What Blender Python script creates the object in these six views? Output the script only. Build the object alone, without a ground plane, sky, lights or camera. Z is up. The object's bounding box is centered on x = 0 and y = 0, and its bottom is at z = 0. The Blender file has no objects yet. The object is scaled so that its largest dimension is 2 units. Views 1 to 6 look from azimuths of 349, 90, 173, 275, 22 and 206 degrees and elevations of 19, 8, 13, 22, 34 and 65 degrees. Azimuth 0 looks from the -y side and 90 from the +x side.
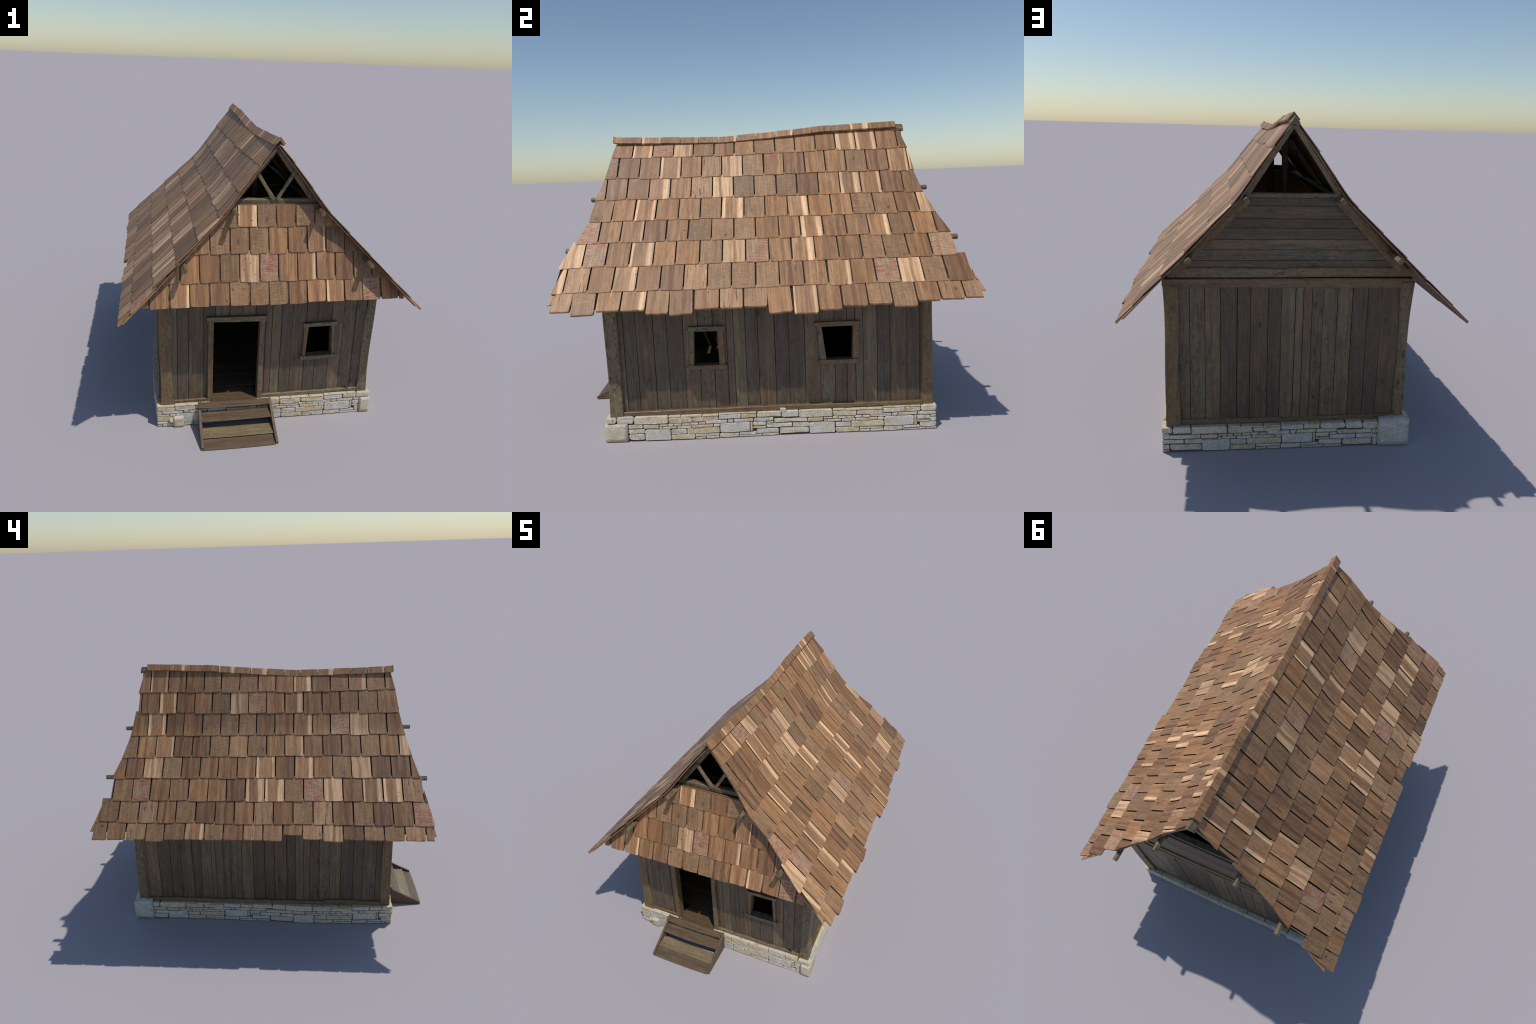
# Small weathered timber cabin: shingled gable roof with a sagging ridge,
# plank walls between corner posts, stacked-stone footing, four-tread stair.
import bpy, bmesh, math, random
from mathutils import Vector, Matrix, noise

rng = random.Random(7)
V = Vector


# ------------------------------------------------------------------ materials
class Nodes:
    """Thin helper for wiring shader nodes."""

    def __init__(self, name):
        self.mat = bpy.data.materials.new(name)
        self.mat.use_nodes = True
        self.t = self.mat.node_tree
        self.t.nodes.clear()
        self.tc = self.t.nodes.new("ShaderNodeTexCoord").outputs["Object"]
        self.rnd = self.t.nodes.new("ShaderNodeObjectInfo").outputs["Random"]
        sep = self.t.nodes.new("ShaderNodeSeparateXYZ")
        self.link(self.tc, sep.inputs[0])
        self.x, self.y, self.z = sep.outputs

    def link(self, a, b):
        if hasattr(a, "is_linked") or isinstance(a, bpy.types.NodeSocket):
            self.t.links.new(a, b)
        else:
            b.default_value = a

    def math(self, op, a, b=0.0, c=None, clamp=False):
        n = self.t.nodes.new("ShaderNodeMath")
        n.operation, n.use_clamp = op, clamp
        self.link(a, n.inputs[0])
        self.link(b, n.inputs[1])
        if c is not None:
            self.link(c, n.inputs[2])
        return n.outputs[0]

    def step(self, v, lo, hi, a=0.0, b=1.0):
        n = self.t.nodes.new("ShaderNodeMapRange")
        n.interpolation_type = "SMOOTHSTEP"
        self.link(v, n.inputs[0])
        for i, w in enumerate((lo, hi, a, b)):
            self.link(w, n.inputs[i + 1])
        return n.outputs[0]

    def mix(self, f, a, b, mode="MIX"):
        n = self.t.nodes.new("ShaderNodeMix")
        n.data_type, n.blend_type = "RGBA", mode
        self.link(f, n.inputs[0])
        for s, i in ((a, 6), (b, 7)):
            self.link(s if not isinstance(s, tuple) else (*s, 1.0), n.inputs[i])
        return n.outputs[2]

    def coords(self, scale, spread=(11.0, 23.0, 37.0), warp=None):
        """Object coordinates, shifted by a random amount per object, then scaled."""
        comb = self.t.nodes.new("ShaderNodeCombineXYZ")
        for i, (s, k) in enumerate(zip((self.x, self.y, self.z), spread)):
            self.link(self.math("MULTIPLY_ADD", self.rnd, k, s), comb.inputs[i])
        m = self.t.nodes.new("ShaderNodeMapping")
        self.link(comb.outputs[0], m.inputs[0])
        m.inputs["Scale"].default_value = scale
        return m.outputs[0]

    def noise(self, vec, scale=1.0, detail=4.0, rough=0.55, dist=0.0):
        n = self.t.nodes.new("ShaderNodeTexNoise")
        self.link(vec, n.inputs["Vector"])
        n.inputs["Scale"].default_value = scale
        n.inputs["Detail"].default_value = detail
        n.inputs["Roughness"].default_value = rough
        n.inputs["Distortion"].default_value = dist
        return n.outputs[0]

    def finish(self, color, height=None, rough=0.6, bump=0.3, dist=0.002, spec=0.5):
        p = self.t.nodes.new("ShaderNodeBsdfPrincipled")
        out = self.t.nodes.new("ShaderNodeOutputMaterial")
        self.link(color, p.inputs["Base Color"])
        self.link(rough, p.inputs["Roughness"])
        p.inputs["Specular IOR Level"].default_value = spec
        if height is not None:
            b = self.t.nodes.new("ShaderNodeBump")
            b.inputs["Strength"].default_value = bump
            b.inputs["Distance"].default_value = dist
            self.link(height, b.inputs["Height"])
            self.link(b.outputs[0], p.inputs["Normal"])
        self.link(p.outputs[0], out.inputs[0])
        return self.mat


def tone(c, k):
    return tuple(min(1.0, v * k) for v in c)


def wood(name, base, pale=0.0, contrast=0.40, stripes=0, saw=0.0, red=0.0, knots=0.0, cracks=0.0, streak=0.0,
         flecks=0.0, moss=0.0, vary=0.25, width=0.05, rough=0.55, pale_color=(0.92, 0.59, 0.32), bands=0.45, blush=None, rise=0.0):
    """Wood with its grain along the local Y axis of the piece."""
    n = Nodes(name)
    fibre = n.noise(n.coords((170, 8, 170)), detail=5, rough=0.62, dist=0.25)
    fine = n.noise(n.coords((620, 34, 620)), detail=3)
    blotch = n.noise(n.coords((26, 10, 26)), detail=3)
    wide = n.noise(n.coords((6, 3, 6)), detail=2)
    g = n.math("ADD", n.math("MULTIPLY", fibre, 0.6), n.math("MULTIPLY", fine, 0.4))
    col = n.mix(n.step(g, 0.32, 0.68), tone(base, 1 - contrast), tone(base, 1 + contrast))
    # growth bands: broad lighter and darker stripes running with the grain
    ring = n.noise(n.coords((58, 2.2, 58)), detail=2, rough=0.5, dist=0.15)
    dark = (base[0] * 0.60, base[1] * 0.54, base[2] * 0.52)
    lite = (min(1, base[0] * 1.45), min(1, base[1] * 1.50), min(1, base[2] * 1.45))
    col = n.mix(n.step(ring, 0.50, 0.34, 0.0, bands), col, dark)
    col = n.mix(n.step(ring, 0.52, 0.66, 0.0, bands), col, lite)
    col = n.mix(n.step(blotch, 0.30, 0.60, 0.35, 0.0), col, dark)
    worn = n.noise(n.coords((34, 7, 34), spread=(29, 5, 13)), detail=5, rough=0.65)
    col = n.mix(n.step(worn, 0.54, 0.70, 0.0, bands), col, lite)
    col = n.mix(n.step(worn, 0.45, 0.32, 0.0, bands), col, dark)
    warm = (base[0] * 1.12, base[1] * 0.93, base[2] * 0.78)
    col = n.mix(n.math("MULTIPLY", n.step(wide, 0.42, 0.62), 0.5), col, n.mix(0.6, col, warm))
    if stripes:
        # sapwood bands along the edges, wandering a little with the grain
        wob = n.math("MULTIPLY_ADD", n.noise(n.coords((7, 4, 7)), detail=2), 0.022, -0.011)
        xx = n.math("ADD", n.x, wob)
        shift = n.math("MULTIPLY_ADD", n.math("FRACT", n.math("MULTIPLY", n.rnd, 7.31)), 0.5 * width, 0.30 * width)
        right = n.step(n.math("SUBTRACT", xx, shift), -0.004, 0.007)
        right = n.math("MULTIPLY", right, n.step(n.x, 0.97 * width, 0.80 * width, 0.45, 1.0))
        left = n.step(n.math("ADD", xx, n.math("MULTIPLY_ADD", n.rnd, 0.3 * width, 0.60 * width)), 0.003, -0.003)
        flip = n.math("GREATER_THAN", n.math("FRACT", n.math("MULTIPLY", n.rnd, 13.7)), 0.45)
        band = n.math("MAXIMUM", right, n.math("MULTIPLY", left, n.math("MAXIMUM", flip, 0.2)), clamp=True)
        sap = n.mix(n.step(g, 0.3, 0.7), tone(pale_color, 0.74), tone(pale_color, 1.08))
        col = n.mix(n.math("MULTIPLY", band, n.step(fibre, 0.30, 0.60, 0.62, 0.92)), col, sap)
    if pale:
        sap = n.mix(n.step(g, 0.32, 0.68), tone(pale_color, 0.60), tone(pale_color, 1.0))
        col = n.mix(n.math("MULTIPLY", n.step(ring, 0.38, 0.56, 0.35, 1.0), pale), col, sap)
    if saw:
        # fine crossing marks left by the saw
        lines = n.noise(n.coords((30, 330, 30)), detail=2, rough=0.4)
        gate = n.step(n.noise(n.coords((34, 34, 34)), detail=3), 0.34, 0.62, 0.25, 1.0)
        col = n.mix(n.math("MULTIPLY", n.math("MULTIPLY", n.step(lines, 0.54, 0.66), gate), saw), col, tone(base, 0.50))
        col = n.mix(n.math("MULTIPLY", n.math("MULTIPLY", n.step(lines, 0.46, 0.36), gate), saw * 0.6), col, tone(base, 1.5))
        ups = n.noise(n.coords((330, 12, 330)), detail=1)
        col = n.mix(n.math("MULTIPLY", n.step(ups, 0.56, 0.66), saw * 0.7), col, tone(base, 0.55))
    if red:
        patch = n.step(n.noise(n.coords((19, 13, 19)), detail=2), 0.36, 0.54)
        wipe = n.noise(n.coords((26, 250, 26)), detail=3, rough=0.6)
        col = n.mix(n.math("MULTIPLY", n.math("MULTIPLY", n.step(wipe, 0.49, 0.57), patch), red), col, (0.33, 0.060, 0.045))
    if knots:
        # a knot, often partly off the edge, with the grain bent round it
        cx = n.math("MULTIPLY_ADD", n.math("FRACT", n.math("MULTIPLY", n.rnd, 5.7)), 1.5 * width, -0.75 * width)
        cy = n.math("MULTIPLY_ADD", n.math("FRACT", n.math("MULTIPLY", n.rnd, 17.9)), 0.11, 0.01)
        w1 = n.math("MULTIPLY_ADD", n.noise(n.coords((30, 20, 30)), detail=3), 0.030, -0.015)
        w2 = n.math("MULTIPLY_ADD", n.noise(n.coords((24, 30, 24), spread=(5, 41, 3)), detail=3), 0.040, -0.020)
        dx = n.math("ADD", n.math("SUBTRACT", n.x, cx), w1)
        along = n.y
        if rise:        # on long boards the knots come back every `rise` metres
            along = n.math("MULTIPLY", n.math("FRACT", n.math("DIVIDE", n.y, rise)), rise)
            cy = n.math("MULTIPLY_ADD", n.rnd, 0.5 * rise, 0.25 * rise)
        dy = n.math("MULTIPLY", n.math("ADD", n.math("SUBTRACT", along, cy), w2), 0.35 if rise else 0.6)
        d = n.math("SQRT", n.math("ADD", n.math("MULTIPLY", dx, dx), n.math("MULTIPLY", dy, dy)))
        rings = n.math("MULTIPLY_ADD", n.math("SINE", n.math("MULTIPLY", d, 780)), 0.5, 0.5)
        near = n.step(d, 0.050, 0.010)
        col = n.mix(n.math("MULTIPLY", n.math("MULTIPLY", rings, near), 0.42 * knots), col, tone(base, 0.35))
        col = n.mix(n.math("MULTIPLY", n.step(d, 0.0085, 0.0035), 0.8 * knots), col, tone(base, 0.25))
    if cracks:
        ck = n.noise(n.coords((170, 11, 170)), detail=2, rough=0.4)
        split = n.math("MULTIPLY", n.step(ck, 0.60, 0.68), n.step(blotch, 0.42, 0.56))
        col = n.mix(n.math("MULTIPLY", split, cracks), col, (0.040, 0.024, 0.016))
    if streak:
        sx = n.math("MULTIPLY_ADD", n.math("FRACT", n.math("MULTIPLY", n.rnd, 3.3)), width, -0.5 * width)
        wob = n.math("MULTIPLY_ADD", n.noise(n.coords((10, 6, 10)), detail=2), 0.04, -0.02)
        dd = n.math("ABSOLUTE", n.math("SUBTRACT", n.math("ADD", n.x, wob), sx))
        col = n.mix(n.math("MULTIPLY", n.step(dd, 0.013, 0.004), streak), col, (base[0] * 0.50, base[1] * 0.33, base[2] * 0.30))
    if blush:
        edge = n.math("ADD", n.x, n.math("MULTIPLY_ADD", n.noise(n.coords((12, 5, 12)), detail=2), 0.05, -0.025))
        col = n.mix(n.math("MULTIPLY", n.step(edge, 0.012, -0.006), 0.62), col, n.mix(n.step(g, 0.3, 0.7), tone(blush, 0.6), tone(blush, 1.3)))
    if flecks:
        fl = n.noise(n.coords((75, 26, 75)), detail=6, rough=0.72, dist=0.8)
        col = n.mix(n.math("MULTIPLY", n.step(fl, 0.53, 0.61), flecks), col, tone(base, 0.22))
        fl2 = n.noise(n.coords((70, 45, 70), spread=(3, 17, 29)), detail=5, rough=0.68, dist=0.5)
        col = n.mix(n.math("MULTIPLY", n.step(fl2, 0.54, 0.63), flecks * 0.75), col, tone(base, 1.75))
    if moss:
        ms = n.noise(n.coords((16, 9, 16)), detail=4)
        col = n.mix(n.math("MULTIPLY", n.step(ms, 0.42, 0.62), moss), col, n.mix(0.5, col, (0.15, 0.15, 0.085)))
    holes = n.noise(n.coords((120, 80, 120), spread=(13, 7, 31)), detail=0)
    col = n.mix(n.step(holes, 0.800, 0.83, 0.0, 0.8), col, tone(base, 0.22))
    v = n.math("MULTIPLY_ADD", n.math("FRACT", n.math("MULTIPLY", n.rnd, 29.3)), vary, 1.0 - vary * 0.5)
    comb = n.t.nodes.new("ShaderNodeCombineColor")
    for i in range(3):
        n.link(v, comb.inputs[i])
    col = n.mix(1.0, col, comb.outputs[0], "MULTIPLY")
    return n.finish(col, g, rough=rough, bump=0.3, dist=0.001)


def stone_material(name, a, b):
    n = Nodes(name)
    big = n.noise(n.coords((26, 26, 40)), detail=4, dist=0.4)
    fine = n.noise(n.coords((130, 130, 190)), detail=6, rough=0.7)
    col = n.mix(n.step(big, 0.40, 0.60), a, b)
    col = n.mix(n.step(fine, 0.32, 0.62), n.mix(0.75, col, tone(a, 0.52)), col)
    stain = n.noise(n.coords((38, 38, 75), spread=(7, 19, 5)), detail=4)
    col = n.mix(n.step(stain, 0.54, 0.68, 0.0, 0.6), col, (0.44, 0.32, 0.18))
    soot = n.noise(n.coords((60, 60, 90), spread=(17, 3, 9)), detail=4, rough=0.65)
    col = n.mix(n.step(soot, 0.58, 0.70, 0.0, 0.55), col, (0.22, 0.20, 0.17))
    pit = n.noise(n.coords((240, 240, 300)), detail=2)
    col = n.mix(n.step(pit, 0.64, 0.72, 0.0, 0.7), col, tone(b, 0.30))
    return n.finish(col, fine, rough=0.85, bump=0.6, dist=0.003, spec=0.25)


def plain(name, c, rough=0.9):
    n = Nodes(name)
    f = n.noise(n.coords((60, 60, 60)), detail=4)
    return n.finish(n.mix(f, tone(c, 0.7), tone(c, 1.3)), f, rough=rough, bump=0.3, spec=0.2)


BROWN = (0.332, 0.174, 0.075)
SHINGLE = {
    "b": wood("shingle_brown", BROWN, cracks=0.4, streak=0.35, vary=0.4, bands=0.65),
    "p": wood("shingle_sapwood", (0.350, 0.187, 0.088), stripes=1, cracks=0.25, vary=0.3, bands=0.6),
    "w": wood("shingle_pale", (0.385, 0.215, 0.105), pale=0.7, streak=0.5),
    "g": wood("shingle_sawn", (0.300, 0.172, 0.082), saw=0.8, bands=0.4, vary=0.35),
    "r": wood("shingle_red_paint", (0.41, 0.265, 0.150), saw=0.7, red=0.8, bands=0.25),
    "k": wood("shingle_knotty", (0.320, 0.180, 0.086), knots=1.0, bands=0.4, saw=0.4, cracks=0.5),
    "c": wood("shingle_checked", (0.395, 0.228, 0.115), cracks=1.0, bands=0.5, saw=0.35),
    "d": wood("shingle_dark", (0.248, 0.130, 0.060), streak=0.6, cracks=0.5, vary=0.35, bands=0.6),
}
PLANK = {
    "D": wood("plank_dark", (0.093, 0.070, 0.045), flecks=0.3, vary=0.2, bands=0.4, contrast=0.5),
    "B": wood("plank_brown", (0.155, 0.107, 0.062), flecks=0.35, vary=0.2, bands=0.5, contrast=0.5),
    "S": wood("plank_figured", (0.123, 0.084, 0.050), knots=0.9, rise=0.30, flecks=0.1, vary=0.15, bands=0.6, contrast=0.55),
    "G": wood("plank_grey", (0.132, 0.103, 0.064), flecks=0.5, vary=0.2, bands=0.6, contrast=0.5),
    "K": wood("plank_knotty", (0.128, 0.093, 0.057), knots=1.0, rise=0.22, cracks=1.0, flecks=0.35, vary=0.15, contrast=0.5),
    "R": wood("plank_red", (0.132, 0.104, 0.065), flecks=0.25, vary=0.1, blush=(0.168, 0.079, 0.053), contrast=0.5),
    "O": wood("plank_olive", (0.146, 0.114, 0.066), flecks=0.2, vary=0.15, moss=0.3, bands=0.6, contrast=0.5),
}
TIMBER = wood("timber_weathered", (0.170, 0.130, 0.072), flecks=0.85, moss=0.3, vary=0.15)
SILL = wood("timber_brown", (0.165, 0.108, 0.050), flecks=0.55, vary=0.15, moss=0.15)
STEP_DARK = wood("step_brown", (0.122, 0.083, 0.047), flecks=0.2, vary=0.15)
STEP_PALE = wood("step_olive", (0.235, 0.180, 0.100), flecks=0.2, vary=0.1)
BOARD = wood("roof_board_wood", (0.200, 0.110, 0.060), flecks=0.2)
EDGE = plain("shingle_edge_dirt", (0.085, 0.058, 0.040))  # side faces darkened so the dark lines between shingles show from every angle
UNDER = plain("roof_felt", (0.040, 0.033, 0.028))  # near-black sheet colour, so the gaps between shingles read as dark lines
LINING = plain("wall_lining", (0.045, 0.035, 0.026))
MORTAR = plain("mortar_dark", (0.085, 0.070, 0.052))
STONES = {
    "c": stone_material("stone_cream", (0.74, 0.66, 0.50), (0.66, 0.56, 0.40)),
    "g": stone_material("stone_grey", (0.72, 0.69, 0.61), (0.60, 0.57, 0.50)),
    "t": stone_material("stone_tan", (0.66, 0.53, 0.34), (0.74, 0.64, 0.47)),
    "b": stone_material("stone_white", (0.70, 0.69, 0.65), (0.64, 0.58, 0.46)),
}


# ------------------------------------------------------------------ mesh helpers
def put(name, mesh, parent, matrix=None, mat=None):
    o = bpy.data.objects.new(name, mesh)
    bpy.context.scene.collection.objects.link(o)
    o.parent = parent
    if matrix is not None:
        o.matrix_world = matrix
    if mat is not None and not mesh.materials:
        mesh.materials.append(mat)
    return o


def to_mesh(bm, name, smooth=False):
    bmesh.ops.recalc_face_normals(bm, faces=bm.faces)
    me = bpy.data.meshes.new(name)
    bm.to_mesh(me)
    bm.free()
    if smooth:
        for p in me.polygons:
            p.use_smooth = True
    return me


def loft_sections(bm, sections, cap=True):
    """Join equal-length closed loops of points into a tube."""
    rings = [[bm.verts.new(p) for p in s] for s in sections]
    k = len(rings[0])
    for a, b in zip(rings, rings[1:]):
        for i in range(k):
            bm.faces.new((a[i], a[(i + 1) % k], b[(i + 1) % k], b[i]))
    if cap:
        bm.faces.new(rings[0])
        bm.faces.new(rings[-1][::-1])


def beam_mesh(name, length, w, h, segs=6, wobble=0.0015, chamfer=0.003, seed=0, w2=None, h2=None):
    """A hewn bar along local +Y, centred on X and Z, tapering to w2 x h2, with chamfered edges and a slight wander."""
    r = random.Random(seed)
    bm = bmesh.new()
    secs = []
    ph = [r.uniform(0, 6.28) for _ in range(4)]
    for i in range(segs + 1):
        t = i / segs
        ww = (w + ((w2 or w) - w) * t) / 2
        hh = (h + ((h2 or h) - h) * t) / 2
        ww += wobble * math.sin(5 * t + ph[0]) + r.uniform(-0.4, 0.4) * wobble
        hh += wobble * 0.6 * math.sin(4 * t + ph[1])
        ox = wobble * 1.2 * math.sin(3.3 * t + ph[2])
        oz = wobble * 0.8 * math.sin(3.9 * t + ph[3])
        c = min(chamfer, ww * 0.5, hh * 0.5)
        pts = [(-ww + c, -hh), (ww - c, -hh), (ww, -hh + c), (ww, hh - c), (ww - c, hh), (-ww + c, hh), (-ww, hh - c), (-ww, -hh + c)]
        secs.append([V((px + ox, t * length, pz + oz)) for px, pz in pts])
    loft_sections(bm, secs)
    return to_mesh(bm, name)


def frame(origin, ydir, zdir):
    """Matrix with local Y along ydir and local Z as near zdir as possible."""
    y = V(ydir).normalized()
    x = y.cross(V(zdir)).normalized()
    z = x.cross(y)
    m = Matrix((x, y, z)).transposed().to_4x4()
    m.translation = V(origin)
    return m


def bar(name, parent, p0, p1, w, h, face, mat, **kw):
    """A bar from p0 to p1 (centre line); w is its width across, h its depth along the direction `face`."""
    p0, p1 = V(p0), V(p1)
    kw.setdefault("seed", rng.randrange(10**6))
    me = beam_mesh(name, (p1 - p0).length, w, h, **kw)
    return put(name, me, parent, frame(p0, p1 - p0, face), mat)


def prism(name, parent, loop, depth, face, mat, chamfer=0.0015, up=(0, 0, 1)):
    """A flat piece: polygon `loop` of world points, extruded backwards from `face` by depth; local Y along `up`."""
    m = frame(loop[0], up, face)
    inv = m.inverted()
    pts = [inv @ V(p) for p in loop]
    bm = bmesh.new()
    a = [bm.verts.new(p) for p in pts]
    b = [bm.verts.new(p - V((0, 0, depth))) for p in pts]
    bm.faces.new(a)
    bm.faces.new(b[::-1])
    k = len(a)
    for i in range(k):
        bm.faces.new((a[i], b[i], b[(i + 1) % k], a[(i + 1) % k]))
    if chamfer:
        edges = [e for e in bm.edges if all(v in a for v in e.verts)]
        bmesh.ops.bevel(bm, geom=edges, offset=chamfer, segments=1, affect="EDGES")
    return put(name, to_mesh(bm, name), parent, m, mat)


def sheet_box(bm, lo, hi):
    """Axis-aligned box added to bm."""
    vs = [bm.verts.new((x, y, z)) for x in (lo[0], hi[0]) for y in (lo[1], hi[1]) for z in (lo[2], hi[2])]
    for f in ((0, 1, 3, 2), (4, 6, 7, 5), (0, 4, 5, 1), (2, 3, 7, 6), (0, 2, 6, 4), (1, 5, 7, 3)):
        bm.faces.new([vs[i] for i in f])


def lerp_table(table, t):
    if t <= table[0][0]:
        return table[0][1]
    for (a, va), (b, vb) in zip(table, table[1:]):
        if t <= b:
            return va + (vb - va) * (t - a) / (b - a)
    return table[-1][1]


# ------------------------------------------------------------------ the cabin
cabin = bpy.data.objects.new("wooden_cabin", None)
bpy.context.scene.collection.objects.link(cabin)
cabin["label"] = "weathered timber cabin with sagging shingle roof and stone footing"
cabin["category"] = "cabin"

# ------------------------------------------------------------------ roof surface
# height of the ridge line along y: dips a third of the way from the front, climbs to the back
RIDGE = [(-0.78, 1.488), (-0.725, 1.4815), (-0.55, 1.476), (-0.4, 1.472), (-0.3, 1.469), (-0.205, 1.466), (-0.1, 1.4715), (0.01, 1.4785), (0.14, 1.487), (0.34, 1.504), (0.55, 1.511), (0.76, 1.517)]
KINK = (0.237, 1.163)      # where the steep upper slope breaks into the flatter skirt
SKIRT = 0.990              # fall of the skirt per metre outwards


def ridge_z(y):
    return sum(lerp_table(RIDGE, y + d) for d in (-0.03, 0, 0.03)) / 3


def roof_z(x, y):
    """Outer surface of the roof at distance x from the ridge line."""
    za = ridge_z(max(-0.74, min(y, 0.74))) - 0.021
    x = abs(x)
    mid = math.exp(-(((y + 0.15) / 0.45) ** 2))       # the sagging middle bellies out below the ridge
    swell = (0.006 * (1 - mid) + 0.018 * mid) * max(0.0, math.sin(math.pi * min(x / KINK[0], 1) ** (1 - 0.55 * mid)))
    up = za + (KINK[1] - za) * x / KINK[0] + swell
    dn = KINK[1] - SKIRT * (x - KINK[0])
    b = 0.018
    if x < KINK[0] - b:
        return up
    if x > KINK[0] + b:
        return dn
    t = (x - KINK[0] + b) / (2 * b)
    z0, z1 = roof_z(KINK[0] - b - 1e-6, y), KINK[1] - SKIRT * b
    s0, s1 = -1.33, -SKIRT
    h00, h10, h01, h11 = 2*t**3 - 3*t**2 + 1, t**3 - 2*t**2 + t, -2*t**3 + 3*t**2, t**3 - t**2
    return h00 * z0 + h10 * 2 * b * s0 + h01 * z1 + h11 * 2 * b * s1


def roof_normal(side, x, y):
    e = 0.012
    s = (roof_z(x + e, y) - roof_z(max(0.0, x - e), y)) / (x + e - max(0.0, x - e))
    return V((-s * side, 0, 1)).normalized()


def roof_pt(side, x, y, h=0.0):
    h += 0.005 if side < 0 else 0.0          # the left slope lies a touch higher
    return V((side * x, y, roof_z(x, y))) + roof_normal(side, x, y) * h


# lower edge of each course, as distance out from the ridge line at the front and the back gable; seam phase; rake (front top, front bottom, back top, back bottom)
EAVE_BOW = [(-0.95, -0.002), (-0.75, 0.004), (-0.3, 0.013), (0.04, 0.019), (0.36, 0.023), (0.65, 0.018), (0.97, 0.006)]   # right eave hangs lower amidships
RIGHT = dict(side=1, pitch=0.1095,
             edge=((0.079, 0.096), (0.166, 0.179), (0.248, 0.261), (0.351, 0.359), (0.448, 0.456), (0.549, 0.555), (0.648, 0.656), (0.717, 0.717)),
             phase=(-0.670, -0.626, -0.676, -0.625, -0.676, -0.618, -0.682, -0.629),
             front=((-0.765, -0.783), (-0.783, -0.802), (-0.802, -0.838), (-0.835, -0.850), (-0.850, -0.892), (-0.906, -0.945), (-0.920, -0.952), (-0.930, -0.939)),
             back=((0.775, 0.804), (0.804, 0.818), (0.815, 0.842), (0.842, 0.877), (0.877, 0.923), (0.918, 0.924), (0.950, 0.978), (0.972, 0.981)),
             kinds=("bprwgdbggbbppbd", "gdbpbcwgbdbbkdp", "gdbpbcwgggdbppdb", "kbpbbgpkbpbbgkbw", "rbpdbgkgbbpbkpgbd", "wrbpbbgwrbpbdggbr", "pcbpbdcgggdbpbrwgdb", "cgbpbdbckbpbdggbkc"),
             drop=(0, 16, -4, -5, 14, 19, -9, -11, -16, 17, 24, 8, -6, -8, 12, -8, -6, -4))
LEFT = dict(side=-1, pitch=0.1122,
            edge=((0.089, 0.105), (0.180, 0.182), (0.271, 0.274), (0.369, 0.378), (0.471, 0.476), (0.574, 0.575), (0.677, 0.669), (0.735, 0.742)),
            phase=(0.055, -0.004, 0.055, -0.006, 0.050, -0.006, 0.055, -0.001),
            front=((-0.765, -0.788), (-0.788, -0.804), (-0.804, -0.831), (-0.831, -0.860), (-0.860, -0.895), (-0.895, -0.926), (-0.926, -0.955), (-0.935, -0.943)),
            back=((0.775, 0.804), (0.794, 0.797), (0.815, 0.834), (0.834, 0.867), (0.867, 0.914), (0.900, 0.903), (0.946, 0.972), (0.972, 0.980)),
            kinds=("bpdbgggbbpbkpgb", "cbpdbgwrbpddggb", "bpddgggddpbrwgd", "gbpddgckbpdddgbw", "bdwgddbbpdpbkwddd", "grbgbbdppgrwdppcd", "bggcdgddbcbgcdgdbr", "kbcggpkdcgbcwdggcg"),
            drop=(3, 0, -2, 9, 0, -2, 0, 1, 0, 4, -30, -6, 6, -3, -2, 0, 0, 0))
LEFT["kinds"] = tuple(k[::-1] for k in LEFT["kinds"])   # noted from the back; courses run from the front
LEFT["drop"] = LEFT["drop"][::-1]



def edge_at(c, i, y):
    f, b = c["edge"][i]
    return f + (b - f) * max(0.0, min(1.0, (y + 0.8) / 1.6))


roof_bm = bmesh.new()
under_bm = bmesh.new()


def rake_y(c, x, end):
    """Smooth rake line used by the boarding under the shingles."""
    pts = [(0.0, c[end][0][0])] + [(sum(e) / 2, f[1]) for e, f in zip(c["edge"], c[end])]
    y = lerp_table(pts, x)
    return y + 0.005 if end == "front" else y - 0.005


def roof_layer(bm, c, h0, h1, x_end):
    xs = [0.004, 0.05, 0.10, 0.15, 0.19, 0.215, 0.237, 0.26, 0.285, 0.35, 0.45, 0.55, 0.62, x_end]
    n = 28
    top, bot = [], []
    for x in xs:
        a, b = rake_y(c, x, "front"), rake_y(c, x, "back")
        ys = [a + (b - a) * j / n for j in range(n + 1)]
        hang = lambda y: lerp_table(EAVE_BOW, y) if x == x_end and c["side"] > 0 else 0.0
        top.append([bm.verts.new(roof_pt(c["side"], x + hang(y), y, h0)) for y in ys])
        bot.append([bm.verts.new(roof_pt(c["side"], x + hang(y), y, h1)) for y in ys])
    for i in range(len(xs) - 1):
        for j in range(n):
            bm.faces.new((top[i][j], top[i][j + 1], top[i + 1][j + 1], top[i + 1][j]))
            bm.faces.new((bot[i][j], bot[i + 1][j], bot[i + 1][j + 1], bot[i][j + 1]))
        for j in (0, n):
            bm.faces.new((top[i][j], top[i + 1][j], bot[i + 1][j], bot[i][j]))
    for i in (0, len(xs) - 1):
        for j in range(n):
            bm.faces.new((top[i][j], bot[i][j], bot[i][j + 1], top[i][j + 1]))


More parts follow.
